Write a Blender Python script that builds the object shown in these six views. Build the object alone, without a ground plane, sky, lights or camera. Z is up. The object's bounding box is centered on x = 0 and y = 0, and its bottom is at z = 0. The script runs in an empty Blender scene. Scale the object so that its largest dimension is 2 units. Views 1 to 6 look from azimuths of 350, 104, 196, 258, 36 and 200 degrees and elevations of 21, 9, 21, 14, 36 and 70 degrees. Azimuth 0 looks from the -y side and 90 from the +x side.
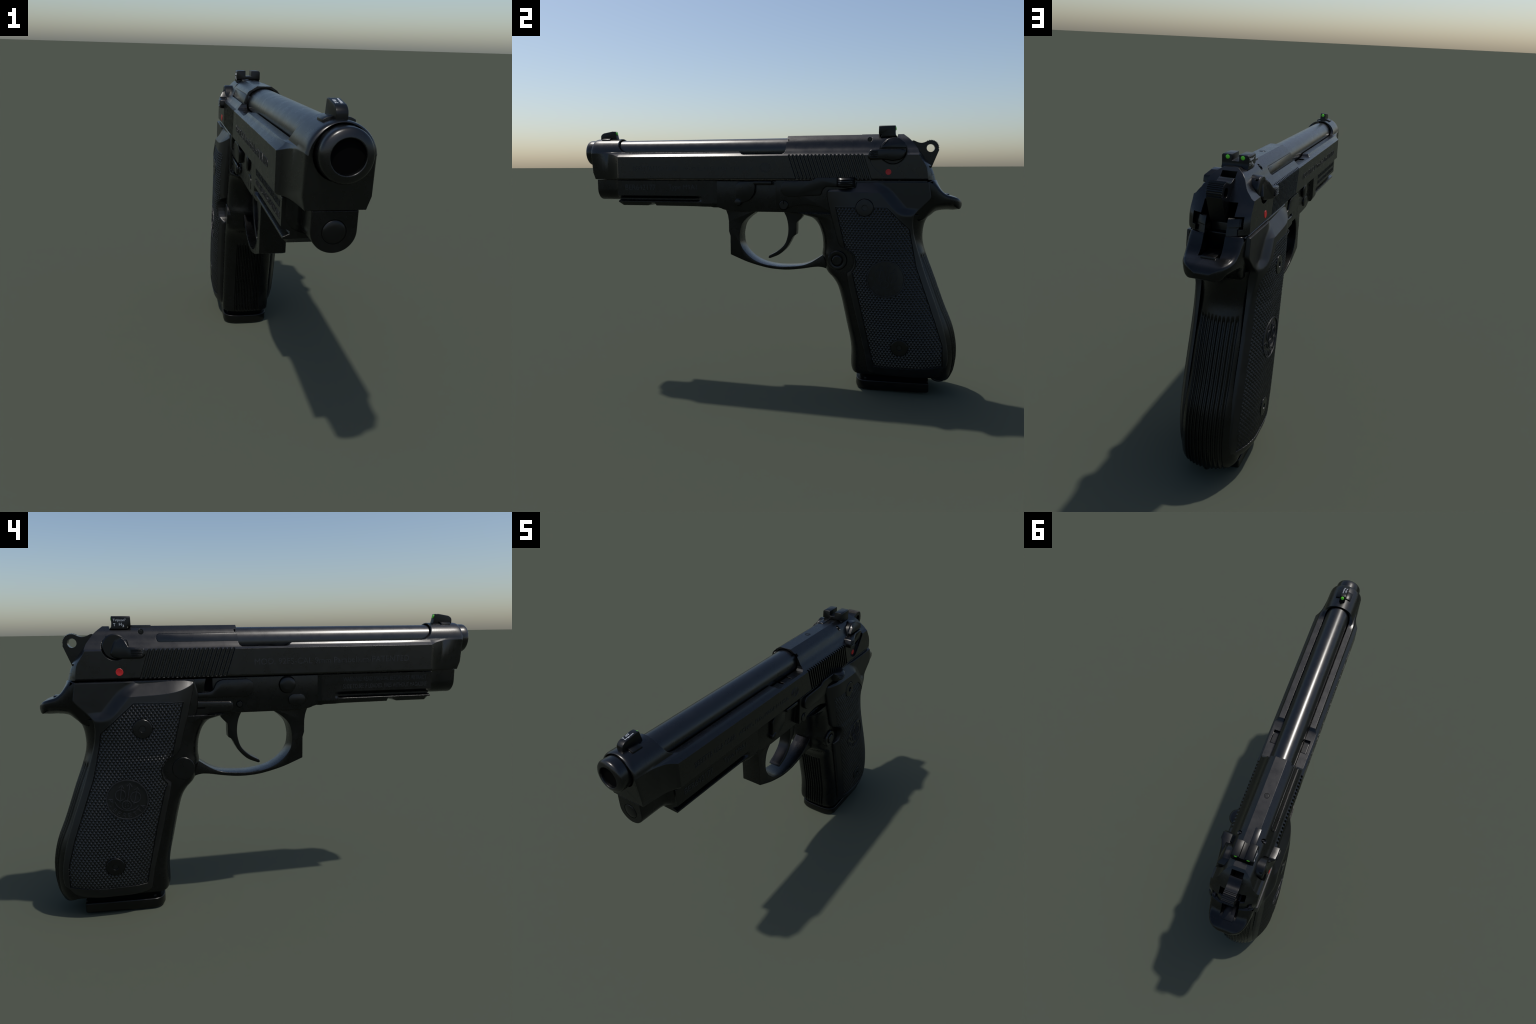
import bpy, bmesh, math, random
from mathutils import Vector, Matrix, noise as mnoise

random.seed(7)
SC = bpy.context.scene.collection

# ------------------------------------------------------------------ helpers
def lerp(a, b, t): return a + (b - a) * t
def clamp(v, a=0.0, b=1.0): return max(a, min(b, v))
def smooth(a, b, v):
    t = clamp((v - a) / (b - a)); return t * t * (3 - 2 * t)
def interp(v, table):
    """piecewise linear, table sorted by key"""
    if v <= table[0][0]: return table[0][1]
    for (a, fa), (b, fb) in zip(table, table[1:]):
        if v <= b: return lerp(fa, fb, (v - a) / (b - a))
    return table[-1][1]
def curve_table(pts, n=12):
    """smooth (Catmull-Rom) densification of a control polyline"""
    out = []
    for i in range(len(pts) - 1):
        p0 = pts[max(i - 1, 0)]; p1 = pts[i]; p2 = pts[i + 1]; p3 = pts[min(i + 2, len(pts) - 1)]
        for k in range(n):
            t = k / n
            out.append(tuple(0.5 * (2 * b + (c - a) * t + (2 * a - 5 * b + 4 * c - d) * t * t
                             + (-a + 3 * b - 3 * c + d) * t ** 3) for a, b, c, d in zip(p0, p1, p2, p3)))
    out.append(tuple(pts[-1]))
    return out
def monotone(table, n=10):
    t = sorted(curve_table(sorted(table), n)); return t
def in_poly(y, z, poly):
    c = False; n = len(poly)
    for i in range(n):
        (y1, z1), (y2, z2) = poly[i], poly[(i + 1) % n]
        if (z1 > z) != (z2 > z) and y < (y2 - y1) * (z - z1) / (z2 - z1) + y1: c = not c
    return c
def edge_dist(y, z, poly):
    d = 9.0; n = len(poly)
    for i in range(n):
        (y1, z1), (y2, z2) = poly[i], poly[(i + 1) % n]
        ey, ez = y2 - y1, z2 - z1; L = ey * ey + ez * ez
        t = clamp(((y - y1) * ey + (z - z1) * ez) / L) if L else 0
        d = min(d, math.hypot(y - y1 - t * ey, z - z1 - t * ez))
    return d

def new_obj(name, verts, faces, mat=None, parent=None, angle=32, flat=False):
    me = bpy.data.meshes.new(name)
    me.from_pydata([tuple(v) for v in verts], [], faces)
    bm = bmesh.new(); bm.from_mesh(me)
    bmesh.ops.remove_doubles(bm, verts=bm.verts, dist=1e-6)
    bmesh.ops.recalc_face_normals(bm, faces=bm.faces)
    bm.to_mesh(me); bm.free()
    ob = bpy.data.objects.new(name, me); SC.objects.link(ob)
    if mat: me.materials.append(mat)
    if parent: ob.parent = parent
    if not flat: smooth_angle(ob, angle)
    return ob
def smooth_angle(ob, angle=32):
    me = ob.data
    for p in me.polygons: p.use_smooth = True
    me.set_sharp_from_angle(angle=math.radians(angle))
def apply_mods(ob, angle=32):
    dg = bpy.context.evaluated_depsgraph_get()
    me = bpy.data.meshes.new_from_object(ob.evaluated_get(dg))
    old = ob.data; ob.modifiers.clear(); ob.data = me; me.name = ob.name
    bpy.data.meshes.remove(old)
    if angle: smooth_angle(ob, angle)
    return ob
def bevel(ob, w, seg=2, lim=35, angle=32):
    m = ob.modifiers.new('b', 'BEVEL'); m.width = w; m.segments = seg
    m.limit_method = 'ANGLE'; m.angle_limit = math.radians(lim); m.use_clamp_overlap = True
    return apply_mods(ob, angle)
def cut(ob, cutters, angle=32, op='DIFFERENCE', self_=False):
    if not isinstance(cutters, (list, tuple)): cutters = [cutters]
    for c in cutters:
        m = ob.modifiers.new('c', 'BOOLEAN'); m.operation = op; m.object = c; m.solver = 'EXACT'
        m.use_self = self_
    apply_mods(ob, angle)
    for c in cutters:
        me = c.data; bpy.data.objects.remove(c); bpy.data.meshes.remove(me)
    return ob
def join(objs, name, mat=None, parent=None):
    bm = bmesh.new()
    mats = []
    for o in objs:
        n0 = len(bm.faces)
        bm.from_mesh(o.data); bm.faces.ensure_lookup_table()
        ms = list(o.data.materials)
        for f in bm.faces[n0:]:
            mm = ms[f.material_index] if ms else mat
            if mm not in mats: mats.append(mm)
            f.material_index = mats.index(mm)
    me = bpy.data.meshes.new(name); bm.to_mesh(me); bm.free()
    for o in objs:
        d = o.data; bpy.data.objects.remove(o); bpy.data.meshes.remove(d)
    for m in mats: me.materials.append(m)
    ob = bpy.data.objects.new(name, me); SC.objects.link(ob)
    if parent: ob.parent = parent
    return ob

def prism(name, outline, x0, x1, mat=None, parent=None, bev=0, seg=2, lim=35, angle=32):
    """side outline (y,z) extruded from x0 to x1"""
    n = len(outline)
    v = [(x0, y, z) for y, z in outline] + [(x1, y, z) for y, z in outline]
    f = [list(range(n)), list(range(2 * n - 1, n - 1, -1))]
    f += [[i, (i + 1) % n, n + (i + 1) % n, n + i] for i in range(n)]
    ob = new_obj(name, v, f, mat, parent, angle)
    if bev: bevel(ob, bev, seg, lim, angle)
    return ob
def box(name, x0, x1, y0, y1, z0, z1, **k):
    return prism(name, [(y0, z0), (y1, z0), (y1, z1), (y0, z1)], x0, x1, **k)
def loft(name, rings, mat=None, parent=None, closed=True, caps=True, angle=32):
    """rings: list of equal-length vertex loops"""
    n = len(rings[0]); v = [p for r in rings for p in r]; f = []
    for i in range(len(rings) - 1):
        for j in range(n if closed else n - 1):
            a = i * n + j; b = i * n + (j + 1) % n
            f.append([a, b, b + n, a + n])
    if caps:
        f.append(list(range(n))); f.append(list(range((len(rings) - 1) * n, len(rings) * n)))
    return new_obj(name, v, f, mat, parent, angle)
def lathe(name, prof, axis, center, n=64, mat=None, parent=None, angle=32):
    """prof: (along, radius) list, turned about axis 'x' or 'y' through center"""
    rings = []
    for a, r in prof:
        ring = []
        for k in range(n):
            t = 2 * math.pi * k / n; c, s = r * math.cos(t), r * math.sin(t)
            if axis == 'y': ring.append((center[0] + c, a, center[1] + s))
            else: ring.append((a, center[0] + c, center[1] + s))
        rings.append(ring)
    return loft(name, rings, mat, parent, angle=angle)
def circle(cy, cz, r, n=32, a0=0.0, a1=360.0):
    full = abs(a1 - a0 - 360) < 1e-6
    m = n if full else n + 1
    return [(cy + r * math.cos(math.radians(a0 + (a1 - a0) * k / n)),
             cz + r * math.sin(math.radians(a0 + (a1 - a0) * k / n))) for k in range(m)]
def rounded(poly, r, n=6):
    """polygon with rounded corners; r may be one number or one per corner"""
    out = []; N = len(poly)
    for i in range(N):
        p = Vector(poly[i]); a = Vector(poly[i - 1]); b = Vector(poly[(i + 1) % N])
        rr = r[i] if isinstance(r, (list, tuple)) else r
        da, db = (a - p), (b - p); d = min(rr, da.length * .48, db.length * .48)
        if d < 1e-5: out.append(tuple(p)); continue
        pa = p + da.normalized() * d; pb = p + db.normalized() * d
        for k in range(n + 1):
            t = k / n
            q = pa * (1 - t) ** 2 + p * 2 * t * (1 - t) + pb * t * t
            out.append(tuple(q))
    return out

# ------------------------------------------------------------------ materials
def metal(name, col, rough, metallic=0.0, spec=0.5, var=0.25, bump=0.06, scale=22.0, edge=0.0025, tint=None, coat=0.0):
    m = bpy.data.materials.new(name); m.use_nodes = True
    nt = m.node_tree; N = nt.nodes; L = nt.links; N.clear()
    out = N.new('ShaderNodeOutputMaterial'); b = N.new('ShaderNodeBsdfPrincipled')
    L.new(b.outputs[0], out.inputs[0])
    tc = N.new('ShaderNodeTexCoord')
    n1 = N.new('ShaderNodeTexNoise'); n1.inputs['Scale'].default_value = scale
    n1.inputs['Detail'].default_value = 5; n1.inputs['Roughness'].default_value = .6
    L.new(tc.outputs['Object'], n1.inputs['Vector'])
    ramp = N.new('ShaderNodeValToRGB')
    ramp.color_ramp.elements[0].position = .3; ramp.color_ramp.elements[1].position = .72
    lo = [c * (1 - var) for c in col]; hi = [c * (1 + var) for c in (tint or col)]
    ramp.color_ramp.elements[0].color = (*lo, 1); ramp.color_ramp.elements[1].color = (*hi, 1)
    L.new(n1.outputs['Fac'], ramp.inputs['Fac']); L.new(ramp.outputs['Color'], b.inputs['Base Color'])
    mr = N.new('ShaderNodeMapRange'); mr.inputs['From Min'].default_value = .3; mr.inputs['From Max'].default_value = .7
    mr.inputs['To Min'].default_value = rough * .88; mr.inputs['To Max'].default_value = rough * 1.15
    L.new(n1.outputs['Fac'], mr.inputs['Value']); L.new(mr.outputs['Result'], b.inputs['Roughness'])
    b.inputs['Metallic'].default_value = metallic
    b.inputs['Specular IOR Level'].default_value = spec
    b.inputs['Coat Weight'].default_value = coat
    n2 = N.new('ShaderNodeTexNoise'); n2.inputs['Scale'].default_value = 260; n2.inputs['Detail'].default_value = 2
    L.new(tc.outputs['Object'], n2.inputs['Vector'])
    bp = N.new('ShaderNodeBump'); bp.inputs['Strength'].default_value = bump; bp.inputs['Distance'].default_value = .002
    L.new(n2.outputs['Fac'], bp.inputs['Height'])
    if edge:
        bv = N.new('ShaderNodeBevel'); bv.samples = 4; bv.inputs['Radius'].default_value = edge
        L.new(bv.outputs['Normal'], bp.inputs['Normal'])
    L.new(bp.outputs['Normal'], b.inputs['Normal'])
    return m
M_SLIDE = metal('blued_steel', (.0014, .0015, .0017), .28, spec=.54, edge=.0022, bump=.035)
M_FRAME = metal('anodised_frame', (.0014, .0015, .0016), .27, spec=.36, edge=.003, bump=.06)
M_BARREL = metal('polished_barrel', (.0016, .0018, .0022), .29, spec=.66, bump=.015)
M_PART = metal('phosphate_steel', (.0013, .0014, .0016), .29, spec=.38)
M_GRIP = metal('grip_polymer', (.0034, .0036, .0040), .36, spec=.44, edge=.0012)
M_SIGHT = metal('sight_steel', (.0016, .0017, .0018), .34, spec=.32, edge=.002)
M_BORE = metal('bore_black', (.0006, .0006, .0006), .7, spec=.05, edge=0)
M_MARK = metal('stamped_marks', (.0110, .0118, .0140), .42, spec=.5, edge=0, bump=0)  # lettering colour, a little paler and bluer than the slide around it
M_EMBLEM = metal('emblem_relief', (.0150, .0158, .0185), .45, spec=.35, edge=0, bump=0)  # paler than the grip: upper-edge highlights of the relief baked into its colour
M_RED = metal('red_paint', (.50, .012, .014), .34, var=.12, edge=0)
M_GREEN = metal('green_lamp', (.17, .78, .04), .35, var=.05, edge=0, bump=0)
M_WHITE = metal('white_print', (.55, .58, .62), .55, var=.1, edge=0, bump=0)
M_PLATE = metal('magazine_black', (.0022, .0022, .0020), .34, spec=.34)

# ------------------------------------------------------------------ root
root = bpy.data.objects.new('pistol', None); SC.objects.link(root)
root['label'] = 'black steel semi-automatic pistol with checkered grip panels'
root['category'] = 'pistol'

BZ = 1.203                      # bore axis height

# ------------------------------------------------------------------ writing
def text_mesh(s, width, height, depth=.0012, spacing=1.0):
    cu = bpy.data.curves.new('t', 'FONT'); cu.body = s; cu.extrude = 0; cu.resolution_u = 4
    cu.space_character = spacing
    o = bpy.data.objects.new('t', cu); SC.objects.link(o)
    dg = bpy.context.evaluated_depsgraph_get()
    me = bpy.data.meshes.new_from_object(o.evaluated_get(dg))
    bpy.data.objects.remove(o); bpy.data.curves.remove(cu)
    xs = [v.co.x for v in me.vertices]; ys = [v.co.y for v in me.vertices]
    sx = width / (max(xs) - min(xs)); sy = height / (max(ys) - min(ys)) if height else sx
    x0, y0 = min(xs), min(ys)
    bm = bmesh.new(); bm.from_mesh(me); bpy.data.meshes.remove(me)
    bmesh.ops.remove_doubles(bm, verts=bm.verts, dist=1e-5)
    for v in bm.verts: v.co = ((v.co.x - x0) * sx, (v.co.y - y0) * sy, 0)
    r = bmesh.ops.extrude_face_region(bm, geom=bm.faces[:])
    for e in r['geom']:
        if isinstance(e, bmesh.types.BMVert): e.co.z += depth
    bmesh.ops.recalc_face_normals(bm, faces=bm.faces)
    out = bpy.data.meshes.new('engraved_text'); bm.to_mesh(out); bm.free()
    return out
def side_text(s, side, x, ystart, z, width, height, mat, parent, depth=.0015, name='lettering'):
    me = text_mesh(s, width, height, depth)
    for v in me.vertices:
        tx, ty, tz = v.co
        v.co = (side * (x - .0004 + tz), ystart + side * tx, z + ty)
    if side < 0: pass
    me.flip_normals() if False else None
    ob = bpy.data.objects.new(name, me); SC.objects.link(ob); me.materials.append(mat); ob.parent = parent
    bm = bmesh.new(); bm.from_mesh(me); bmesh.ops.recalc_face_normals(bm, faces=bm.faces); bm.to_mesh(me); bm.free()
    return ob

# ------------------------------------------------------------------ slide
WIDTH = monotone([(-.951, .0885), (-.90, .0898), (-.86, .0922), (-.83, .0960), (-.81, .1005), (-.79, .1090), (-.771, .122)])
def slide_section(y):
    w = interp(y, WIDTH) if y < -.771 else .122
    zb = 1.0605
    P = [(0, zb), (w - lerp(.0085, .005, smooth(-.94, -.77, y)), zb),
         (w, interp(y, [(-.951, 1.096), (-.90, 1.088), (-.77, 1.0665)])),
         (w, interp(y, monotone([(-.951, 1.197), (-.90, 1.197), (-.85, 1.196), (-.81, 1.190), (-.77, 1.178)])))]
    bridge = smooth(-.02, .06, y)
    z3 = P[-1][1]
    for fx, g, bx, bz in ((.513, .528, .116, 1.1815), (.469, .587, .110, 1.1865), (.290, .960, .104, 1.1945)):
        P.append((lerp(.0893 + (w - .0885) * fx, bx, bridge), lerp(lerp(z3, 1.2015, g), bz, bridge)))
    K = 15
    br = curve_table([(.0975, 1.2025), (.088, 1.2135), (.080, 1.2265), (.068, 1.2485), (.049, 1.2665), (.0295, 1.278)], 3)
    br = br[:13] if len(br) >= 13 else br
    br[-1] = (.0295, 1.278)
    while len(br) < 13: br.insert(-1, br[-2])
    br += [(.015, 1.278), (0, 1.278)]
    a0 = math.asin((1.2035 - 1.19) / .088)
    for k in range(K):
        t = lerp(a0, math.pi / 2, k / (K - 1))
        fa = (.0895 * math.cos(t), 1.19 + .088 * math.sin(t))
        P.append((lerp(fa[0], br[k][0], bridge), lerp(fa[1], br[k][1], bridge)))
    ins = interp(y, [(-.951, .0085), (-.948, .004), (-.942, .0012), (-.93, 0)])
    if ins:
        q = []
        for i, (x, z) in enumerate(P):
            dx, dz = x, z - 1.15; L = math.hypot(dx, dz) or 1
            f = ins if i > 2 else ins * .4
            q.append((x - dx / L * f if x else 0, z - (dz / L * f if z > 1.1 else 0)))
        P = q
    return P
ys = [-.951, -.949, -.947, -.944, -.94, -.935, -.925, -.911, -.89, -.87, -.85, -.835, -.82, -.81, -.80, -.793, -.787, -.78, -.775, -.7705,
      -.6, -.3, -.02, .0, .02, .04, .06, .137, .3, .5, .7, .92]
rings = []
for y in ys:
    P = slide_section(y)
    lean = lambda z: .0175 * smooth(1.14, 1.055, z) * smooth(-.86, -.951, y)     # nose sweeps back towards its chin
    rings.append([(x, y + lean(z), z) for x, z in P] + [(-x, y + lean(z), z) for x, z in P[-2:0:-1]])
slide = loft('slide', rings, M_SLIDE, root)

REAR = monotone([(1.05, .871), (1.09, .861), (1.125, .846), (1.16, .816), (1.207, .778), (1.25, .741), (1.277, .708), (1.31, .668)])
def rear_y(x, z):
    b = interp(z, [(1.06, .046), (1.07, .043), (1.176, .022), (1.21, .006), (1.3, .0)])
    return interp(z, REAR) - b * (abs(x) / .122) ** 2.6
def rear_cutter():
    nx, nz = 33, 33; v = []; f = []
    for i in range(nz):
        z = lerp(1.0, 1.33, i / (nz - 1))
        for j in range(nx):
            x = lerp(-.16, .16, j / (nx - 1)); v.append((x, rear_y(x, z), z))
    n = len(v); v += [(x, 1.2, z) for x, y, z in v]
    for i in range(nz - 1):
        for j in range(nx - 1):
            a = i * nx + j; f.append([a, a + 1, a + nx + 1, a + nx]); f.append([n + a, n + a + nx, n + a + nx + 1, n + a + 1])
    for j in range(nx - 1):
        for base in (0, (nz - 1) * nx):
            a = base + j; f.append([a, a + 1, n + a + 1, n + a])
    for i in range(nz - 1):
        for base in (0, nx - 1):
            a = i * nx + base; f.append([a, a + nx, n + a + nx, n + a])
    return new_obj('cutter', v, f)
cut(slide, rear_cutter())
bore_c = lathe('cutter', [(-1.1, .0705), (.17, .0705)], 'y', (0, BZ), 96)
opening = [(.137, 1.32), (.137, 1.205), (.133, 1.193), (.122, 1.186), (-.078, 1.185), (-.088, 1.188), (-.096, 1.196), (-.103, 1.2), (-.725, 1.2)] + \
          curve_table([(-.745, 1.2015), (-.762, 1.207), (-.778, 1.2195), (-.789, 1.236), (-.796, 1.254)], 5) + [(-.799, 1.285), (-.80, 1.32)]
open_c = prism('cutter', opening, -.2, .2)
chan_c = box('cutter', -.0675, .0675, -.77, .15, 1.13, 1.26)
cut(slide, [bore_c]); cut(slide, [open_c]); cut(slide, [chan_c])
for s in (-1, 1):
    cut(slide, [box('cutter', s * .06, s * .0985, -.034, .042, 1.165, 1.25)])
# hammer slot and rail channels at the rear
cut(slide, [box('cutter', -.0305, .0305, .69, 1.0, 1.0, 1.266)])
cut(slide, [box('cutter', -.066, .066, .70, 1.0, 1.0, 1.171)])
cut(slide, [box('cutter', -.1005, .1005, .72, 1.0, 1.082, 1.1265)])
cut(slide, [box('cutter', -.0855, .0855, .72, 1.0, 1.0, 1.10)])
# decocking-lever pocket, left side (floor 1.2 cm below the flat)
pocket = rounded([(.552, 1.186), (.556, 1.140), (.588, 1.102), (.628, 1.075), (.654, 1.075), (.678, 1.101), (.727, 1.172), (.727, 1.215), (.69, 1.262), (.64, 1.262), (.60, 1.215), (.575, 1.205)],
                 [.012, .02, .02, .018, .012, .02, .02, .03, .03, .02, .02, .02])
cut(slide, [prism('cutter', pocket, .1105, .2)])
cut(slide, [lathe('cutter', [(.082, .0655), (.2, .0655)], 'x', (.661, 1.197), 48)])
cut(slide, [lathe('cutter', [(-.082, .0555), (-.2, .0555)], 'x', (.658, 1.194), 48)])
# cross pin hole in front of the rear sight
cut(slide, [lathe('cutter', [(-.2, .0115), (-.045, .0115)], 'x', (.549, 1.2535), 24)])
cut(slide, [lathe('cutter', [(.2, .0115), (.045, .0115)], 'x', (.549, 1.2535), 24)])
# grasping grooves
gr = []
for s in (-1, 1):
    for k in range(20):
        y0 = .1615 + k * .01885
        rings = []
        for z in (1.0625, 1.188):
            c = y0 + (1.178 - z) * .335
            rings.append([(s * .15, c - .0088, z), (s * .1215, c - .0062, z), (s * .1125, c - .0042, z), (s * .1125, c + .0042, z), (s * .1215, c + .0062, z), (s * .15, c + .0088, z)])
        gr.append(loft('g', rings))
cut(slide, [join(gr, 'cutter')])
# extractor slot, right side
cxz = Vector((-.0812, 0, 1.2275)); up = Vector((.30, 0, .954)); nn = Vector((-.954, 0, .30))
def slanted(outline, d0, d1, mat=None, name='cutter', parent=None, bev=0):
    v = []
    for d in (d0, d1):
        for y, t in outline:
            p = cxz + up * t + nn * d; v.append((p.x, y, p.z))
    n = len(outline)
    f = [list(range(n)), list(range(2 * n - 1, n - 1, -1))] + [[i, (i + 1) % n, n + (i + 1) % n, n + i] for i in range(n)]
    o = new_obj(name, v, f, mat, parent)
    if bev: bevel(o, bev, 2)
    return o
slot = rounded([(.10, -.020), (.487, -.020), (.487, .020), (.10, .020)], [0, .018, .018, 0])
cut(slide, [slanted(slot, -.006, .05)])
ext = rounded([(.1375, -.0182), (.484, -.0182), (.484, .0182), (.1375, .0182)], [0, .017, .017, 0])
extractor = slanted(ext, -.03, -.0025, M_SLIDE, 'extractor', slide, bev=.0015)
# rear-sight dovetail
cut(slide, [prism('cutter', [(.590, 1.30), (.603, 1.266), (.678, 1.266), (.684, 1.30)], -.09, .09)])
smooth_angle(slide, 26)

# small bits on the slide
fp = box('firing_pin_block', -.036, -.006, .505, .60, 1.26, 1.2815, mat=M_SLIDE, parent=slide, bev=.0015)
pin = lathe('pin', [(1.2, .0105), (1.2772, .0105), (1.2786, .0085), (1.2786, .0)], 'y', (0, 0), 24)
for v in pin.data.vertices:
    x, y, z = v.co; v.co = (x, .342 + z, y)
pin.data.materials.append(M_PART); pin.parent = slide; pin.name = 'loaded_indicator'
ring = lathe('ring', [(1.275, .0135), (1.2784, .0135), (1.2784, .0115), (1.275, .0115)], 'y', (0, 0), 24, M_BORE)
for v in ring.data.vertices:
    x, y, z = v.co; v.co = (x, .342 + z, y)
ring.name = 'indicator_recess'; ring.parent = slide
lathe('cross_pin', [(-.062, .0), (-.062, .007), (.062, .007), (.062, 0)], 'x', (.549, 1.2535), 20, M_PART, slide)
for s, x in ((1, .1108), (-1, .1222)):
    yy, zz, rd = (.642, 1.0975, .0138) if s > 0 else (.646, 1.091, .0155)
    lathe('red_dot', [(s * (x - .004), .0), (s * (x - .004), rd), (s * (x + .0006), rd), (s * (x + .0014), rd - .0012), (s * (x + .0009), rd * .5), (s * (x + .0007), 0)], 'x', (yy, zz), 28, M_RED, slide)
side_text('BERETTA U.S.A CORP.', 1, .122, -.684, 1.106, .262, .025, M_MARK, slide)
side_text('ACPKK., M.D.,-MADE IN U.S.A.', 1, .122, -.400, 1.105, .384, .0205, M_MARK, slide)
side_text('MOD. 92FS-CAL 9mm Parabellum-PATENTED', -1, .122, .071, 1.107, .728, .026, M_MARK, slide)
def oval_ring(cy, cz, ry, rz, w, x, side, mat, parent, name, depth=.0014, n=40):
    rings = []
    for k in range(n + 1):
        t = 2 * math.pi * k / n; c, s = math.cos(t), math.sin(t)
        rings.append([(side * (x + d), cy + (ry + o) * c, cz + (rz + o) * s) for o, d in ((-w, -.001), (-w * .6, depth), (w * .6, depth), (w, -.001))])
    return loft(name, rings, mat, parent, caps=False)
oval_ring(.038, 1.120, .029, .022, .002, .122, 1, M_MARK, slide, 'maker_mark')
oval_ring(.038, 1.120, .022, .0165, .0014, .122, 1, M_MARK, slide, 'maker_mark')
side_text('PB', 1, .122, .0225, 1.110, .031, .019, M_MARK, slide, name='maker_mark')

# ------------------------------------------------------------------ barrel
b_prof = [(.16, .0), (.16, .0655), (-.81, .0645), (-.952, .0652), (-.952, 0)]
barrel = lathe('barrel', b_prof, 'y', (0, BZ), 96, M_BARREL, root, angle=40)
m_prof = [(-.950, .0655), (-.972, .0665), (-.984, .0664), (-.9885, .0653), (-.9922, .0630), (-.9948, .0597), (-.9985, .0505), (-.9998, .0460), (-1.0, .0448), (-.9992, .0432), (-.9965, .0420), (-.985, .0412), (-.30, .0405), (-.30, 0), (-.28, 0), (-.28, .05), (-.94, .055)]
cut(barrel, [lathe('cutter', [(-1.1, .0600), (-.28, .0600)], 'y', (0, BZ), 64)], 40)
muzzle = lathe('muzzle', m_prof[:-4] + [(-.29, .0), (-.29, .0598), (-.945, .0598)], 'y', (0, BZ), 96, M_SLIDE, barrel, angle=30)
bore = lathe('bore', [(-.988, .0411), (-.984, .0404), (-.32, .0400), (-.315, .0)], 'y', (0, BZ), 64, M_BORE, barrel)
lock = [box('l', s * .068, s * .0972, -.016, .0405, 1.14, 1.183, mat=M_PART, bev=.002) for s in (-1, 1)]
# ejection-port floor between slide wall and barrel
lock.append(box('l', -.067, .067, -.70, .14, 1.128, 1.150, mat=M_PART))
locking = join(lock, 'locking_block', parent=barrel); smooth_angle(locking, 18)

# ------------------------------------------------------------------ sights
fs = prism('front_sight', rounded([(-.926, 1.268), (-.9255, 1.298), (-.910, 1.3095), (-.852, 1.3195), (-.8385, 1.3185), (-.827, 1.268)], [0, .012, .008, .004, .003, 0]), -.0152, .0152, M_SIGHT, root, bev=.0022, seg=3)
db = []
for s in (-1, 1):
    v = [(s * .012, 1.284), (s * .031, 1.2795), (s * .0415, 1.2745), (s * .0415, 1.262), (s * .012, 1.262)]
    rings = [[(x, y, z) for x, z in v] for y in (-.905, -.857)]
    db.append(loft('d', rings, M_SIGHT))
dv = join(db, 'sight_dovetail', parent=fs); bevel(dv, .0015, 2)
def dot(name, x, y, z, r, parent, mat, tilt=0.0):
    o = lathe(name, [(y - .004, 0), (y - .004, r), (y + .0004, r), (y + .002, r * .8), (y + .0028, r * .45), (y + .003, 0)], 'y', (x, z), 24, mat, parent)
    if tilt:
        for v in o.data.vertices: v.co.y += (z - v.co.z) * tilt
    return o
dot('sight_dot', 0, -.8338, 1.3072, .0088, fs, M_GREEN, .28)
rsv = prism('rear_sight', [(.5895, 1.3185), (.668, 1.3185), (.6675, 1.288), (.6695, 1.2745), (.677, 1.266), (.600, 1.265), (.6035, 1.2755), (.589, 1.2795)], -.0555, .0555, M_SIGHT, root)
# round the two upper outer corners by lifting a bevel on edges running along y
bm = bmesh.new(); bm.from_mesh(rsv.data)
es = [e for e in bm.edges if all(v.co.z > 1.318 for v in e.verts) and abs(e.verts[0].co.x - e.verts[1].co.x) < 1e-4]
bmesh.ops.bevel(bm, geom=es, offset=.008, segments=5, affect='EDGES', profile=.5)
bm.to_mesh(rsv.data); bm.free()
cut(rsv, [box('cutter', -.0145, .0145, .5, .7, 1.2935, 1.4)])
bevel(rsv, .0015, 2)
for s in (-1, 1): dot('sight_dot', s * .031, .668, 1.3075, .0084, rsv, M_GREEN)
side_text('Trijicon', -1, .0555, .6605, 1.2945, .0475, .0125, M_WHITE, rsv, depth=.0008)
side_text('T', -1, .0555, .660, 1.2775, .009, .012, M_WHITE, rsv, depth=.0008)
side_text('H', -1, .0555, .636, 1.2795, .0105, .0115, M_WHITE, rsv, depth=.0008)
side_text('3', -1, .0555, .623, 1.2735, .007, .0095, M_WHITE, rsv, depth=.0008)
side_text('R', -1, .0555, .6115, 1.3035, .0045, .0045, M_WHITE, rsv, depth=.0008)
def fs_text(s, x0, y0, w, h):
    me = text_mesh(s, w, h, .0008)
    for v in me.vertices:
        tx, ty, tz = v.co; y = y0 + tx; v.co = (x0 - ty, y, lerp(1.3095, 1.3195, (y + .910) / .058) + tz - .0002)
    bm = bmesh.new(); bm.from_mesh(me); bmesh.ops.recalc_face_normals(bm, faces=bm.faces); bm.to_mesh(me); bm.free()
    o = bpy.data.objects.new('lettering', me); SC.objects.link(o); me.materials.append(M_WHITE); o.parent = fs
fs_text('Trijicon', .0105, -.902, .043, .0085)
fs_text('T', -.003, -.900, .008, .008); fs_text('H3', -.003, -.884, .014, .008)

# ------------------------------------------------------------------ frame
fr = []
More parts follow.
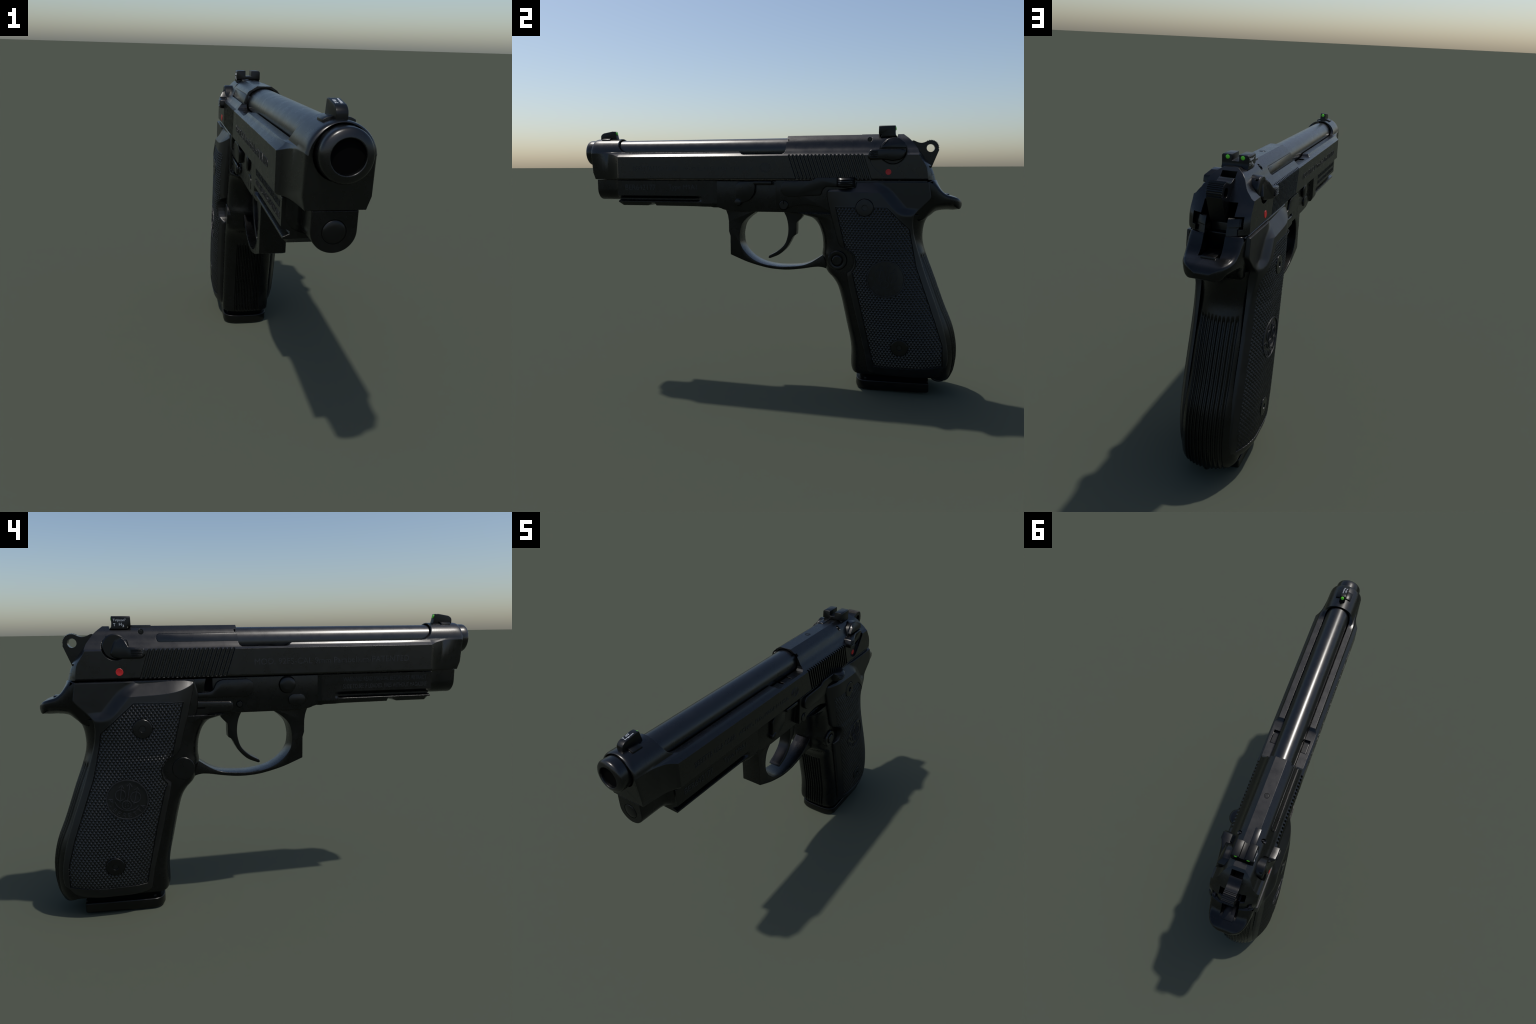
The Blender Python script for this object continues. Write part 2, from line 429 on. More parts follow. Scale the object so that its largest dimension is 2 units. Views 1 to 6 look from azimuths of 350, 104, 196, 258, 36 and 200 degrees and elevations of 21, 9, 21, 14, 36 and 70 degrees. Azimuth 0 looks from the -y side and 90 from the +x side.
# dust cover (tube under the muzzle)
rings = []
for y in (-.9335, -.932, -.929, -.86, -.83, -.815, -.805, -.797, -.792, -.788, -.70):
    w = interp(y, monotone([(-.9335, .0605), (-.83, .0605), (-.815, .0625), (-.803, .068), (-.794, .079), (-.788, .093)]))
    e = interp(y, [(-.9335, .0025), (-.932, .0008), (-.929, 0)])
    ring = [(-(w - e), y, 1.0585), ((w - e), y, 1.0585)]
    cz = 1.006; rz = min(.0585, .0585) - e
    for k in range(25):
        t = math.pi * k / 24
        ring.append(((w - e) * math.cos(t), y, cz - rz * math.sin(t)))
    rings.append(ring)
fr.append(loft('dust', rings, M_FRAME))
# accessory-rail block
def rail_ring(y):
    zb = interp(y, [(-.7875, .941), (-.767, .921), (-.622, .921), (-.600, .932), (-.579, .932), (-.574, .921), (-.26, .919), (-.24, .915)])
    g = 1 - smooth(-.352, -.305, y) if y > -.352 else 1.0
    pts = [(0, 1.0565), (.1015, 1.0565), (.104, 1.054), (.104, .9745), (lerp(.104, .0785, g), lerp(.9645, .9605, g)), (lerp(.104, .0785, g), lerp(.955, .9525, g)),
           (lerp(.104, .0985, g), lerp(.945, .9445, g)), (lerp(.104, .0985, g), lerp(.936, .9385, g)), (lerp(.096, .0825, g), min(zb, .938)), (0, zb)]
    k = lerp(1, .852, clamp((y + .2445) / .0165))
    return [(x * k, y, z) for x, z in pts] + [(-x * k, y, z) for x, z in pts[-2:0:-1]]
rail = loft('accessory_rail', [rail_ring(y) for y in (-.7875, -.785, -.767, -.623, -.6225, -.600, -.579, -.574, -.5735, -.45, -.352, -.34, -.33, -.32, -.31, -.304, -.26, -.245, -.2445, -.228)], M_FRAME, angle=14)
# receiver
rec = [(-.242, 1.0565), (.83, 1.0565), (.80, .93), (.70, .82), (.42, .80), (.36, .845), (.31, .872), (.263, .884), (.217, .8905), (.13, .896), (-.03, .896), (-.10, .8965)] + \
      curve_table([(-.165, .8985), (-.195, .9055), (-.212, .912), (-.242, .919)], 4)
receiver = prism('rec', rec, -.0890, .0890, M_FRAME)
bevel(receiver, .008, 4, 40)
fr.append(receiver)
# the wider rear of the receiver, left and right
wide_l = rounded([(.0925, 1.0565), (.822, 1.0565), (.815, .985), (.70, .88), (.45, .86), (.365, .905), (.31, .930), (.25, .938), (.20, .934), (.15, .922), (.0905, .912)], [.004, 0, 0, 0, .02, .04, .05, .05, .03, .02, .004])
w_ = prism('rec', wide_l, .03, .1165, M_FRAME); bevel(w_, .006, 4, 40); fr.append(w_)
wide_r = rounded([(.318, .985), (.335, 1.0565), (.822, 1.0565), (.815, .985), (.70, .88), (.42, .82), (.36, .862), (.33, .90)], [.02, .01, 0, 0, 0, .05, .03, .02])
w_ = prism('rec', wide_r, -.03, -.1165, M_FRAME); bevel(w_, .02, 6, 40); fr.append(w_)
w_ = prism('rec', rounded([(.165, .950), (.36, .957), (.40, .957), (.40, .84), (.335, .872), (.285, .896), (.22, .903), (.165, .904)], [.02, 0, 0, 0, .03, .03, .03, .02]), -.03, -.1065, M_FRAME); bevel(w_, .007, 4, 40); fr.append(w_)
# trigger guard
outer = [(-.196, .91), (-.189, .893), (-.1815, .872), (-.177, .842), (-.177, .788), (-.1695, .764), (-.1695, .6645)] + \
        curve_table([(-.16, .6605), (-.075, .627), (.009, .6045), (.07, .595), (.14, .593), (.214, .601), (.274, .6115), (.314, .6135), (.35, .602), (.40, .56)], 6)
inner = curve_table([(.42, .705), (.345, .69), (.318, .673), (.298, .659), (.259, .6345), (.209, .6165), (.133, .6085), (.071, .609), (.009, .619), (-.043, .640), (-.085, .674), (-.111, .714), (-.1185, .754), (-.116, .79), (-.104, .829), (-.076, .861), (-.035, .890), (.0, .91)], 5)
guard = prism('guard', outer + inner, -.0535, .0535, M_FRAME)
for v in guard.data.vertices:
    v.co.x *= lerp(1.0, .86, smooth(.0, .30, v.co.y))
bevel(guard, .0035, 3, 40, 38)
guard.name = guard.data.name = 'trigger_guard'
# grip core with fluted straps
YF = monotone([(.05, .512), (.066, .502), (.080, .486), (.10, .4785), (.13, .477), (.186, .477), (.249, .469), (.33, .4505), (.396, .436), (.461, .4205), (.524, .401), (.565, .376), (.592, .350), (.612, .338)], 6) + \
     [(.64, .334)] + monotone([(.66, .326), (.685, .3185), (.725, .322), (.781, .3165), (.831, .298), (.862, .272), (.880, .238), (.8885, .205), (.893, .17)], 6)
YB = monotone([(.04, .945), (.052, .957), (.08, .976), (.113, .9895), (.15, .996), (.191, .999), (.254, .995), (.341, .974), (.451, .928), (.591, .875), (.688, .8365), (.754, .8165), (.809, .814), (.86, .824), (.90, .85)], 6)
def half_x(hw):
    xs = [0.0]
    while xs[-1] < .094: xs.append(xs[-1] + .0016)
    t0 = math.asin(xs[-1] / hw)
    xs += [hw * math.sin(lerp(t0, math.pi / 2, k / 10)) for k in range(1, 11)]
    return xs
def flute(x, n, half, depth):
    if abs(x) > half: return 0
    ph = (x + half) / (2 * half) * n
    f = abs((ph % 1) - .5) * 2          # 1 at ridge, 0 at groove centre
    return depth * (1 - smooth(.25, .85, f))
SOLE = [(.48, .084), (.86, .097), (.885, .094), (.905, .088), (.925, .081), (.95, .072), (1.0, .066)]
def grip_ring(z):
    hw = interp(z, [(.05, .1185), (.10, .1225), (.60, .1225), (.70, .1195), (.95, .1165)])
    yf, yb = interp(z, YF), interp(z, YB)
    rf = interp(z, [(.05, .05), (.1, .063), (.5, .063), (.60, .066), (.68, .07), (.80, .08), (.88, .11)])
    rb = interp(z, [(.05, .080), (.12, .088), (.25, .104), (.72, .108), (.80, .118), (.90, .126)])
    pf = 2.45
    xs = half_x(hw); ring = []
    kf = smooth(.50, .485, z) * smooth(.075, .10, z) if z < .6 else 0
    kb = smooth(.705, .685, z) * smooth(.03, .06, z)
    def fy(x): return yf + rf * (1 - max(0, 1 - (x / hw) ** pf) ** (1 / pf)) + kf * flute(x, 8, .066, .008)
    def by(x): return yb - rb * (1 - math.sqrt(max(0, 1 - (x / hw) ** 2.0))) - kb * flute(x, 10, .083, .0075)
    for x in xs: ring.append((x, fy(x)))
    for x in xs[::-1]: ring.append((x, by(x)))
    full = ring + [(-x, y) for x, y in ring[::-1][1:-1] if True]
    out = []
    for x, y in full:
        zz = max(z, interp(y, SOLE))
        out.append((x, y, zz))
    return out
zs = [.040 + k * .004 for k in range(16)] + [.104 + k * .008 for k in range(97)]
zs = [z for z in zs if z < .8935] + [.8935]
grip = loft('grip', [grip_ring(z) for z in zs], M_FRAME, angle=50)
fr.append(grip)
frame = join(fr, 'frame', parent=root); smooth_angle(frame, 38)
rail.parent = frame; guard.parent = frame

# rear of the frame: rail ears, hammer well and beavertail
tail_out = [(.70, 1.118), (.846, 1.1205)] + curve_table([(.851, 1.114), (.861, 1.089), (.871, 1.056), (.884, 1.027), (.899, 1.005), (.918, .9905), (.944, .982), (.968, .973), (.982, .960), (.9885, .945), (.982, .925), (.956, .9155), (.916, .9155), (.872, .9085), (.842, .885), (.815, .868), (.78, .862)], 5) + [(.74, .862), (.72, .95), (.70, 1.0)]
HWT = monotone([(.70, .114), (.84, .1135), (.87, .1095), (.90, .1040), (.918, .1000), (.940, .0935), (.958, .083), (.970, .072), (.980, .056), (.9875, .036), (.99, .03)], 6)
def offset_in(poly, d):
    out = []; n = len(poly)
    area = sum(poly[i][0] * poly[(i + 1) % n][1] - poly[(i + 1) % n][0] * poly[i][1] for i in range(n))
    sg = 1 if area > 0 else -1
    for i in range(n):
        a, b = Vector(poly[i - 1]), Vector(poly[(i + 1) % n]); t = (b - a).normalized()
        out.append((poly[i][0] - sg * t.y * d, poly[i][1] + sg * t.x * d))
    return out
def tang_mesh(out_line):
    rings = []
    for u in [math.sin(math.radians(a)) for a in range(-90, 91, 6)]:
        e = max(0, (abs(u) - .85) / .15); d = .013 * (1 - math.sqrt(max(0, 1 - e * e)))
        rings.append([(u, y, z) for y, z in offset_in(out_line, d)])
    o = loft('tang', rings, M_FRAME)
    bm = bmesh.new(); bm.from_mesh(o.data)
    for yy in [.72 + .02 * k for k in range(8)] + [.87 + .005 * k for k in range(24)]:
        bmesh.ops.bisect_plane(bm, geom=bm.verts[:] + bm.edges[:] + bm.faces[:], plane_co=(0, yy, 0), plane_no=(0, 1, 0), dist=1e-5)
    for v in bm.verts:
        u, y, z = v.co
        hw = interp(y, HWT) * lerp(.80, 1, smooth(.862, .930, z))
        b = interp(z, [(.975, 0), (1.0, .004), (1.03, .012), (1.06, .026)])
        lift = .030 * abs(u) ** 2.2 * smooth(.955, .925, z) * smooth(.80, .86, y) * smooth(.980, .945, y)
        v.co = (u * hw, y - b * abs(u) ** 2.4 * smooth(.80, .86, y), z + lift)
    bm.to_mesh(o.data); bm.free(); smooth_angle(o, 50)
    return o
tail_body = [p for p in tail_out if p[1] < 1.057]
tail_body = [(.70, 1.0575), (.869, 1.0575)] + tail_body
tang_a = tang_mesh(tail_body)
# rail ears standing up into the slide
def ear(lim, lo):
    """lug that rises to 1.1195, its back following the sweep of the slide"""
    back = [(.840, 1.1195), (.8475, 1.1165), (.8515, 1.108), (.8565, 1.097), (.859, 1.089)] + ([(.866, 1.066), (.871, 1.05), (.875, 1.02)] if lo < 1.05 else [])
    o = [(.70, lo), (.70, 1.1195), (.78, 1.1195)] + back + ([(.8602, lo)] if lo > 1.05 else [])
    rings = []
    for u in [k / 8 for k in range(-8, 9)]:
        rings.append([(u * lim, y - (.040 * (abs(u) * lim / .1) ** 2.4 * smooth(.77, .84, y)), z) for y, z in o])
    return loft('ear', rings, M_FRAME, angle=40)
e1 = ear(.0975, 1.0855); bevel(e1, .003, 2, 50)
e2 = ear(.0825, 1.02)
well = [(.66, 1.2), (.66, .96), (.80, .96), (.90, .985), (.93, .992), (.96, 1.2)]
for o_ in (tang_a, e1, e2): cut(o_, [prism('cutter', well, -.0425, .0425)], 45)
tang = join([tang_a, e1, e2], 'beavertail', parent=frame); smooth_angle(tang, 40)
wl = [box('w', -.041, .041, .775, .80, .93, 1.088, mat=M_PART, bev=.003)]
cut(wl[0], [box('cutter', -.018, .018, .7, .9, .995, 1.035)])
wl.append(box('w', -.012, .012, .782, .795, .99, 1.02, mat=M_FRAME, bev=.003))
wl.append(box('w', -.03, .03, .84, .93, .955, .9935, mat=M_PART, bev=.004))
well_in = join(wl, 'hammer_spring_housing', parent=frame); smooth_angle(well_in)

# recoil guide end
lathe('recoil_spring_guide', [(-.90, .0), (-.90, .031), (-.932, .031), (-.9337, .0295), (-.9355, .024), (-.9365, .014), (-.9368, 0)], 'y', (0, 1.0045), 48, M_PART, frame)
lathe('guide_gap', [(-.91, .0325), (-.934, .0325), (-.934, .0308), (-.91, .0308)], 'y', (0, 1.0045), 48, M_BORE, frame)
side_text('BER642177', 1, .104, -.741, 1.0045, .176, .0285, M_MARK, frame)
side_text('Type M9A1', 1, .104, -.492, 1.001, .158, .0325, M_MARK, frame)
side_text('WARNING: READ MANUAL BEFORE USE. RETRACT', -1, .104, -.346, 1.0205, .415, .0200, M_MARK, frame)
side_text('SLIDE TO SEE IF LOADED. FIRES WITHOUT MAGAZINE', -1, .104, -.346, .988, .417, .0200, M_MARK, frame)

# ------------------------------------------------------------------ trigger
trig = curve_table([(.100, .93), (.115, .894), (.130, .862), (.1385, .817), (.136, .772), (.120, .726), (.084, .689), (.037, .662)], 6) + \
       [(.031, .652), (.038, .647)] + curve_table([(.042, .648), (.089, .668), (.125, .700), (.146, .732), (.163, .764), (.180, .776)], 5) + \
       [(.1815, .80), (.1815, .834)] + curve_table([(.184, .841), (.206, .863), (.2185, .887), (.222, .93)], 4)
prism('trigger', trig, -.031, .031, M_PART, root, bev=.007, seg=4, lim=40)

# ------------------------------------------------------------------ hammer
HC = (.835, 1.211)
ham = [(.752, 1.15), (.742, 1.20), (.744, 1.238), (.749, 1.2475), (.757, 1.2465)] + curve_table([(.760, 1.2455), (.775, 1.2385), (.790, 1.2355), (.803, 1.2375), (.815, 1.2425)], 4)
nt = 11
for k in range(nt):
    a = math.radians(lerp(118, -8, k / (nt - 1)))
    for dr, da in ((.0365, 0), (.0405, -.035), (.0365, -.075)):
        ham.append((HC[0] + dr * math.cos(a + da), HC[1] + dr * math.sin(a + da)))
ham += [(.8735, 1.200), (.868, 1.186), (.848, 1.134), (.835, 1.10), (.76, 1.08)]
hammer = prism('hammer', ham, -.031, .031, M_PART, root)
cut(hammer, [lathe('cutter', [(-.1, .0192), (.1, .0192)], 'x', HC, 40)])
smooth_angle(hammer, 30)

# ------------------------------------------------------------------ safety levers
def flare(ob, base, tip, y_in, y_tip, side):
    """draw the outer face of a lever arm outwards towards its tip"""
    for v in ob.data.vertices:
        if abs(v.co.x) > base - .012:
            v.co.x += side * (tip - base) * smooth(y_in, y_tip, v.co.y)
lv = [lathe('d', [(.06, 0), (.06, .0625), (.090, .0625), (.094, .0595), (.094, 0)], 'x', (.661, 1.197), 56, M_PART)]
up_o = rounded([(.6025, 1.2105), (.626, 1.243), (.642, 1.2575), (.687, 1.2575), (.715, 1.236), (.7225, 1.211)], .006)
ub = prism('u', up_o, .06, .1105, M_PART, bev=.005, seg=3, lim=40)
for v in ub.data.vertices:
    if v.co.x > .09: v.co.x -= .018 * smooth(1.235, 1.258, v.co.z)
lv.append(ub)
arm = rounded([(.545, 1.180), (.556, 1.2035), (.60, 1.2045), (.65, 1.205), (.700, 1.2055), (.7225, 1.196), (.716, 1.172), (.697, 1.157), (.66, 1.1505), (.632, 1.156), (.605, 1.158), (.58, 1.157), (.555, 1.156), (.546, 1.165)], .007)
a_ = prism('a', arm, .085, .118, M_PART, bev=.006, seg=3, lim=40); flare(a_, .118, .1435, .655, .575, 1); lv.append(a_)
for k in range(5):
    lv.append(box('r', .139, .1447, .556, .592, 1.164 + k * .0075, 1.168 + k * .0075, mat=M_PART, bev=.0012))
lever = join(lv, 'safety_lever', parent=root); smooth_angle(lever, 35)
lv = [lathe('d', [(-.06, 0), (-.06, .0525), (-.106, .0525), (-.111, .048), (-.111, 0)], 'x', (.658, 1.194), 56, M_PART)]
arm = rounded([(.652, 1.240), (.679, 1.166), (.668, 1.152), (.642, 1.1455), (.60, 1.1455), (.552, 1.146), (.5365, 1.158), (.538, 1.186), (.57, 1.189), (.603, 1.1925), (.618, 1.221), (.636, 1.238)], .006)
a_ = prism('a', arm, -.085, -.1225, M_PART, bev=.006, seg=3, lim=40)
for v in a_.data.vertices:
    if v.co.x < -.11: v.co.x += .016 * smooth(1.20, 1.24, v.co.z)
flare(a_, .1225, .1425, .645, .585, -1); lv.append(a_)
for k in range(5):
    lv.append(box('r', -.1385, -.1452, .549, .595, 1.154 + k * .0065, 1.157 + k * .0065, mat=M_PART, bev=.001))
lv.append(lathe('h', [(1.230, .0), (1.230, .0065), (1.2375, .0065), (1.2375, 0)], 'y', (0, 0), 20, M_BORE))
for v in lv[-1].data.vertices:
    x, y, z = v.co; v.co = (-.097 + x, .687 + z, y - .0005)
lever2 = join(lv, 'safety_lever', parent=root); smooth_angle(lever2, 35)

# ------------------------------------------------------------------ controls on the frame, left side
stop = rounded([(.118, 1.005), (.121, 1.030), (.134, 1.052), (.278, 1.056), (.299, 1.0715), (.482, 1.0715), (.486, 1.062), (.484, 1.016), (.40, 1.026), (.345, 1.028), (.328, 1.012), (.322, .985), (.165, .976), (.135, .982)], [.012, .012, .012, .012, .012, .005, .005, .006, .006, .012, .012, .02, .02, .02])
parts = [prism('s', stop, .110, .1315, M_PART, bev=.004, seg=3, lim=40)]
pad = []
for k, (zz, xx) in enumerate([(1.0725, .118), (1.0725, .150), (1.068, .163), (1.062, .1695), (1.0585, .1655), (1.0555, .171), (1.050, .172), (1.0475, .167), (1.044, .1705), (1.039, .170), (1.036, .164), (1.032, .164), (1.029, .156), (1.028, .118)]):
    pad.append((xx, zz))
rings = [[(x if x < .12 else lerp(.128, x, k), y, z) for x, z in pad] for y, k in ((.399, .25), (.404, .55), (.413, .82), (.424, .95), (.437, 1), (.450, .97), (.462, .87), (.473, .68), (.481, .4), (.486, .15))]
parts.append(loft('p', rings, M_PART))
slide_stop = join(parts, 'slide_stop', parent=frame); smooth_angle(slide_stop, 35)
lathe('trigger_pin', [(.10, 0), (.10, .0225), (.1185, .0225), (.1205, .020), (.1205, 0)], 'x', (.133, .934), 32, M_PART, frame)
box('pin_slot', .1195, .1212, .1312, .1348, .939, .957, mat=M_BORE, parent=frame)
oval_ring(.133, .934, .0235, .0235, .0018, .1163, 1, M_BORE, frame, 'pin_gap', depth=.0008)
tk = rounded([(-.126, .955), (-.126, 1.030), (-.104, 1.0515), (-.022, 1.0515), (-.0195, 1.036), (-.0205, 1.008), (-.025, .988), (-.048, .957), (-.075, .946), (-.10, .940)], [.015, .02, .02, .004, .01, .02, .02, .02, .01, .01])
tkp = [prism('t', tk, .08, .1055, M_PART, bev=.003, seg=2, lim=40),
       box('t', .08, .1195, -.024, .070, 1.036, 1.0535, mat=M_PART, bev=.005, seg=3),
       lathe('t', [(.08, 0), (.08, .019), (.105, .019), (.1095, .016), (.111, .009), (.1115, 0)], 'x', (-.1105, .945), 36, M_PART)]
take = join(tkp, 'takedown_lever', parent=frame); smooth_angle(take, 35)
# right side
lathe('disassembly_button', [(-.08, 0), (-.08, .0365), (-.098, .0365), (-.102, .031), (-.104, .018), (-.1045, 0)], 'x', (-.085, 1.0145), 48, M_PART, frame)
oval_ring(-.085, 1.0145, .0382, .0382, .0018, .0888, -1, M_BORE, frame, 'button_gap', depth=.0008)
pill = []
for a in range(25):
    t = -90 + 180 * a / 24; pill.append((-.130 + .0145 + .025 * math.cos(math.radians(t)), .945 + .025 * math.sin(math.radians(t))))
for a in range(25):
    t = 90 + 180 * a / 24; pill.append((-.130 - .0145 + .025 * math.cos(math.radians(t)), .945 + .025 * math.sin(math.radians(t))))
prism('takedown_stud', pill, -.08, -.0940, M_PART, frame, bev=.0015)
lathe('trigger_pin', [(-.08, 0), (-.08, .013), (-.0945, .013), (-.0965, .011), (-.0965, 0)], 'x', (.1355, .9345), 28, M_PART, frame)
oval_ring(.1355, .9345, .0145, .0145, .0015, .0888, -1, M_BORE, frame, 'pin_gap', depth=.0008)
tb = rounded([(.073, 1.012), (.075, 1.030), (.095, 1.046), (.205, 1.047), (.235, 1.040), (.255, 1.000), (.275, .9935), (.40, .992), (.40, .972), (.24, .970), (.10, .969), (.076, .985)], [.01, .012, .02, .01, .02, .015, .01, 0, 0, .01, .02, .015])
prism('trigger_bar', tb, -.08, -.109, M_PART, frame, bev=.003, seg=2)
prism('sideplate', [(.285, 1.0535), (.36, 1.0535), (.36, .998), (.300, .998), (.293, 1.02)], -.08, -.112, M_FRAME, frame, bev=.002)
box('shadow_slot', -.080, -.096, .255, .290, .998, 1.054, mat=M_BORE, parent=frame)  # solid black block modelling the shadow in a gap, not a cut
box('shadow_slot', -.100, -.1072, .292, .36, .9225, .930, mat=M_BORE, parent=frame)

# magazine release
mr = [lathe('m', [(.09, 0), (.09, .049), (.126, .049), (.1305, .045), (.1315, .033), (.130, .030), (.124, .028), (.124, .0255), (.133, .0245), (.136, .021), (.136, 0)], 'x', (.407, .665), 56, M_PART)]
mag_release = join(mr, 'magazine_release', parent=frame); smooth_angle(mag_release, 35)
mr2 = lathe('magazine_release', [(-.09, 0), (-.09, .050), (-.1215, .050), (-.1235, .048), (-.124, 0)], 'x', (.399, .663), 56, M_PART, frame)

# ------------------------------------------------------------------ grip panels
MID = monotone([(.09, .150), (.102, .1545), (.12, .1605), (.158, .167), (.22, .1695), (.30, .1705), (.45, .1705), (.60, .1700), (.75, .1685), (.865, .1655), (.94, .161), (1.0, .156), (1.06, .150)], 6)
YR = monotone([(.096, .928), (.102, .936), (.13, .947), (.19, .9535), (.25, .948), (.332, .930), (.451, .890), (.60, .834), (.686, .805), (.744, .786), (.80, .771), (.84, .765), (.87, .7645), (.896, .7705), (.935, .806), (.962, .8325), (.972, .8405), (.98, .8435), (1.0, .8405), (1.0515, .831)], 5)
def lin(t): return sorted(t)
YFL = lin([(.096, .572), (.102, .566), (.12, .562), (.2, .550), (.41, .4985), (.54, .4665), (.598, .4535), (.606, .456), (.613, .466), (.622, .4765), (.635, .4825), (.65, .4865), (.668, .489), (.685, .4875), (.70, .480), (.712, .468), (.72, .455), (.728, .437), (.735, .421), (.745, .413), (.80, .397), (.887, .3715), (.971, .350), (.995, .3485), (1.004, .350), (1.010, .354), (1.0135, .360), (1.0145, .398), (1.0165, .420), (1.019, .455), (1.021, .486), (1.024, .4885), (1.0515, .4895)])
YFR = lin([(.096, .572), (.102, .566), (.12, .562), (.2, .550), (.41, .4985), (.54, .4665), (.598, .4535), (.606, .456), (.613, .466), (.622, .4765), (.635, .4825), (.65, .4865), (.668, .489), (.685, .4875), (.70, .480), (.712, .468), (.72, .455), (.728, .437), (.735, .421), (.745, .413), (.80, .397), (.887, .3715), (.971, .350), (1.02, .3365), (1.035, .3365), (1.043, .340), (1.048, .347), (1.0515, .362)])
CHECK = {1: [(.3955, .930), (.642, .930), (.751, .826), (.757, .79), (.788, .644), (.889, .366), (.924, .262), (.929, .155), (.76, .142), (.596, .140), (.532, .41), (.499, .537), (.4815, .615), (.497, .640), (.501, .668), (.493, .695), (.474, .715), (.446, .724)],
         -1: [(.389, .958), (.598, .962), (.742, .838), (.750, .79), (.786, .644), (.889, .366), (.922, .25), (.925, .150), (.76, .145), (.586, .146), (.530, .40), (.490, .56), (.472, .604), (.491, .632), (.497, .660), (.492, .685), (.476, .708), (.449, .718)]}
LOGO = {1: (.6455, .587, .0885), -1: (.649, .551, .0885)}
SCREW = {1: [(.537, .929), (.7205, .2495)], -1: [(.567, .855), (.720, .2475)]}
REAR_LINE = [p for p in YR if p[0] < .62] + monotone([(.63, .8225), (.686, .805), (.744, .792), (.80, .786), (.86, .796), (.95, .828), (1.06, .842)], 8)
FRONT_LINE = [(.096, .572), (.102, .566), (.12, .562), (.2, .550), (.41, .4985), (.54, .4665), (.598, .4535), (.745, .413), (.80, .397), (.887, .3715), (.971, .350), (1.06, .330)]
SHELF = monotone([(.33, 1.044), (.36, 1.024), (.41, 1.006), (.48, .996), (.60, .990)], 12)
def panel_base(side, y, z):
    yf, yr = interp(z, YFL if side > 0 else YFR), interp(z, YR)
    y0 = interp(z, FRONT_LINE)
    ff = 1 - (1 - clamp((y - y0) / .125)) ** 2.4          # full near the front strap
    fr_ = 1 - (1 - clamp((interp(z, REAR_LINE) - y) / .17)) ** 2.0          # long fall towards the back strap
    x = interp(z, MID) - .036 * (1 - ff) - interp(z, [(.55, .060), (.80, .056), (.90, .045)]) * (1 - fr_)
    # finger scoop around the magazine release
    x -= .007 * smooth(.098, .070, math.hypot(y - .405, z - .663))
    if z > .80:
        # thumb scoop across the upper rear corner
        a, b = Vector((.600, 1.052)), Vector((.742, .888))
        d = (b - a).normalized(); n = Vector((-d.y, d.x))       # points up and to the rear
        q = Vector((y, z)) - a; dd = q.dot(n)
        k = smooth(-.034, .022, dd)
        fl = .1290
        x = lerp(x, fl, k * smooth(.885, .930, z))
        # shelf along the top
        if side < 0:
            lim = interp(y, SHELF)
        else:
            lim = interp(y, [(.33, 1.004), (.40, 1.005), (.5, 1.002), (.60, 1.0)])
        x -= max(0, z - lim) * lerp(.72, 0, k)
    return x
def panel_surface(side, y, z):
    """x of the finished face: smooth body, chequering, medallion and screw seats"""
    x = panel_base(side, y, z)
    lc = LOGO[side]
    r = math.hypot(y - lc[0], z - lc[1])
    if r < lc[2] + .003:
        return x - .003
    for sy, sz in SCREW[side]:
        if math.hypot(y - sy, z - sz) < .0425: return x - .004
    poly = CHECK[side]
    if .13 < z < .97 and .38 < y < .94:
        if in_poly(y, z, poly):
            d = edge_dist(y, z, poly)
            if d < .0035: return x - .0035
            u = y / .0160 + z / .0232; v = y / .0160 - z / .0232
            tu = 1 - abs((u % 1) - .5) * 2; tv = 1 - abs((v % 1) - .5) * 2
            return x - .0040 + .0050 * min(tu, tv)
        d = edge_dist(y, z, poly)
        if d < .004: x += .0006 * (1 - d / .004)
    return x
def build_panel(side):
    NZ, NY = 560, 300
    zt, zb = 1.0515, .0975
    rows = []
    for i in range(NZ + 1):
        z = lerp(zb, zt, i / NZ)
        yf, yr = interp(z, YFL if side > 0 else YFR), interp(z, YR)
        row = [(side * .100, yf, z)]
        for j in range(NY + 1):
            t = j / NY; y = lerp(yf, yr, t)
            x = panel_surface(side, y, z)
            # round the rim of the moulding
            e = min(y - yf, yr - y); ez = min(z - zb, (zt - z) * 1.6)
            rr = .006
            if e < rr: x -= rr - math.sqrt(max(0, rr * rr - (rr - e) ** 2))
            if ez < rr: x -= .8 * (rr - math.sqrt(max(0, rr * rr - (rr - ez) ** 2)))
            row.append((side * max(x, .104), y, z))
        row.append((side * .098, yr, z))
        rows.append(row)
    n = len(rows[0]); v = [p for r in rows for p in r]; f = []
    for i in range(NZ):
        for j in range(n - 1):
            a = i * n + j; f.append((a, a + 1, a + n + 1, a + n))
    f.append(list(range(n))); f.append(list(range(NZ * n, NZ * n + n)))
    f.append([i * n for i in range(NZ + 1)] + [i * n + n - 1 for i in range(NZ, -1, -1)])
    ob = new_obj('grip_panel', v, f, M_GRIP, root, angle=24)
    return ob
def drape(side, me, name, mat, parent, cy, cz, rot=0.0, lift=0.0):
    """lay a flat mesh (u right, v up, h out) on the panel face"""
    c, s = math.cos(rot), math.sin(rot)
    for v in me.vertices:
        u, w, h = v.co
        u, w = u * c - w * s, u * s + w * c
        y, z = cy + side * u, cz + w
        v.co = (side * (panel_base(side, y, z) + h + lift), y, z)
    bm = bmesh.new(); bm.from_mesh(me); bmesh.ops.recalc_face_normals(bm, faces=bm.faces); bm.to_mesh(me); bm.free()
    ob = bpy.data.objects.new(name, me); SC.objects.link(ob); me.materials.append(mat); ob.parent = parent
    smooth_angle(ob, 35)
    return ob
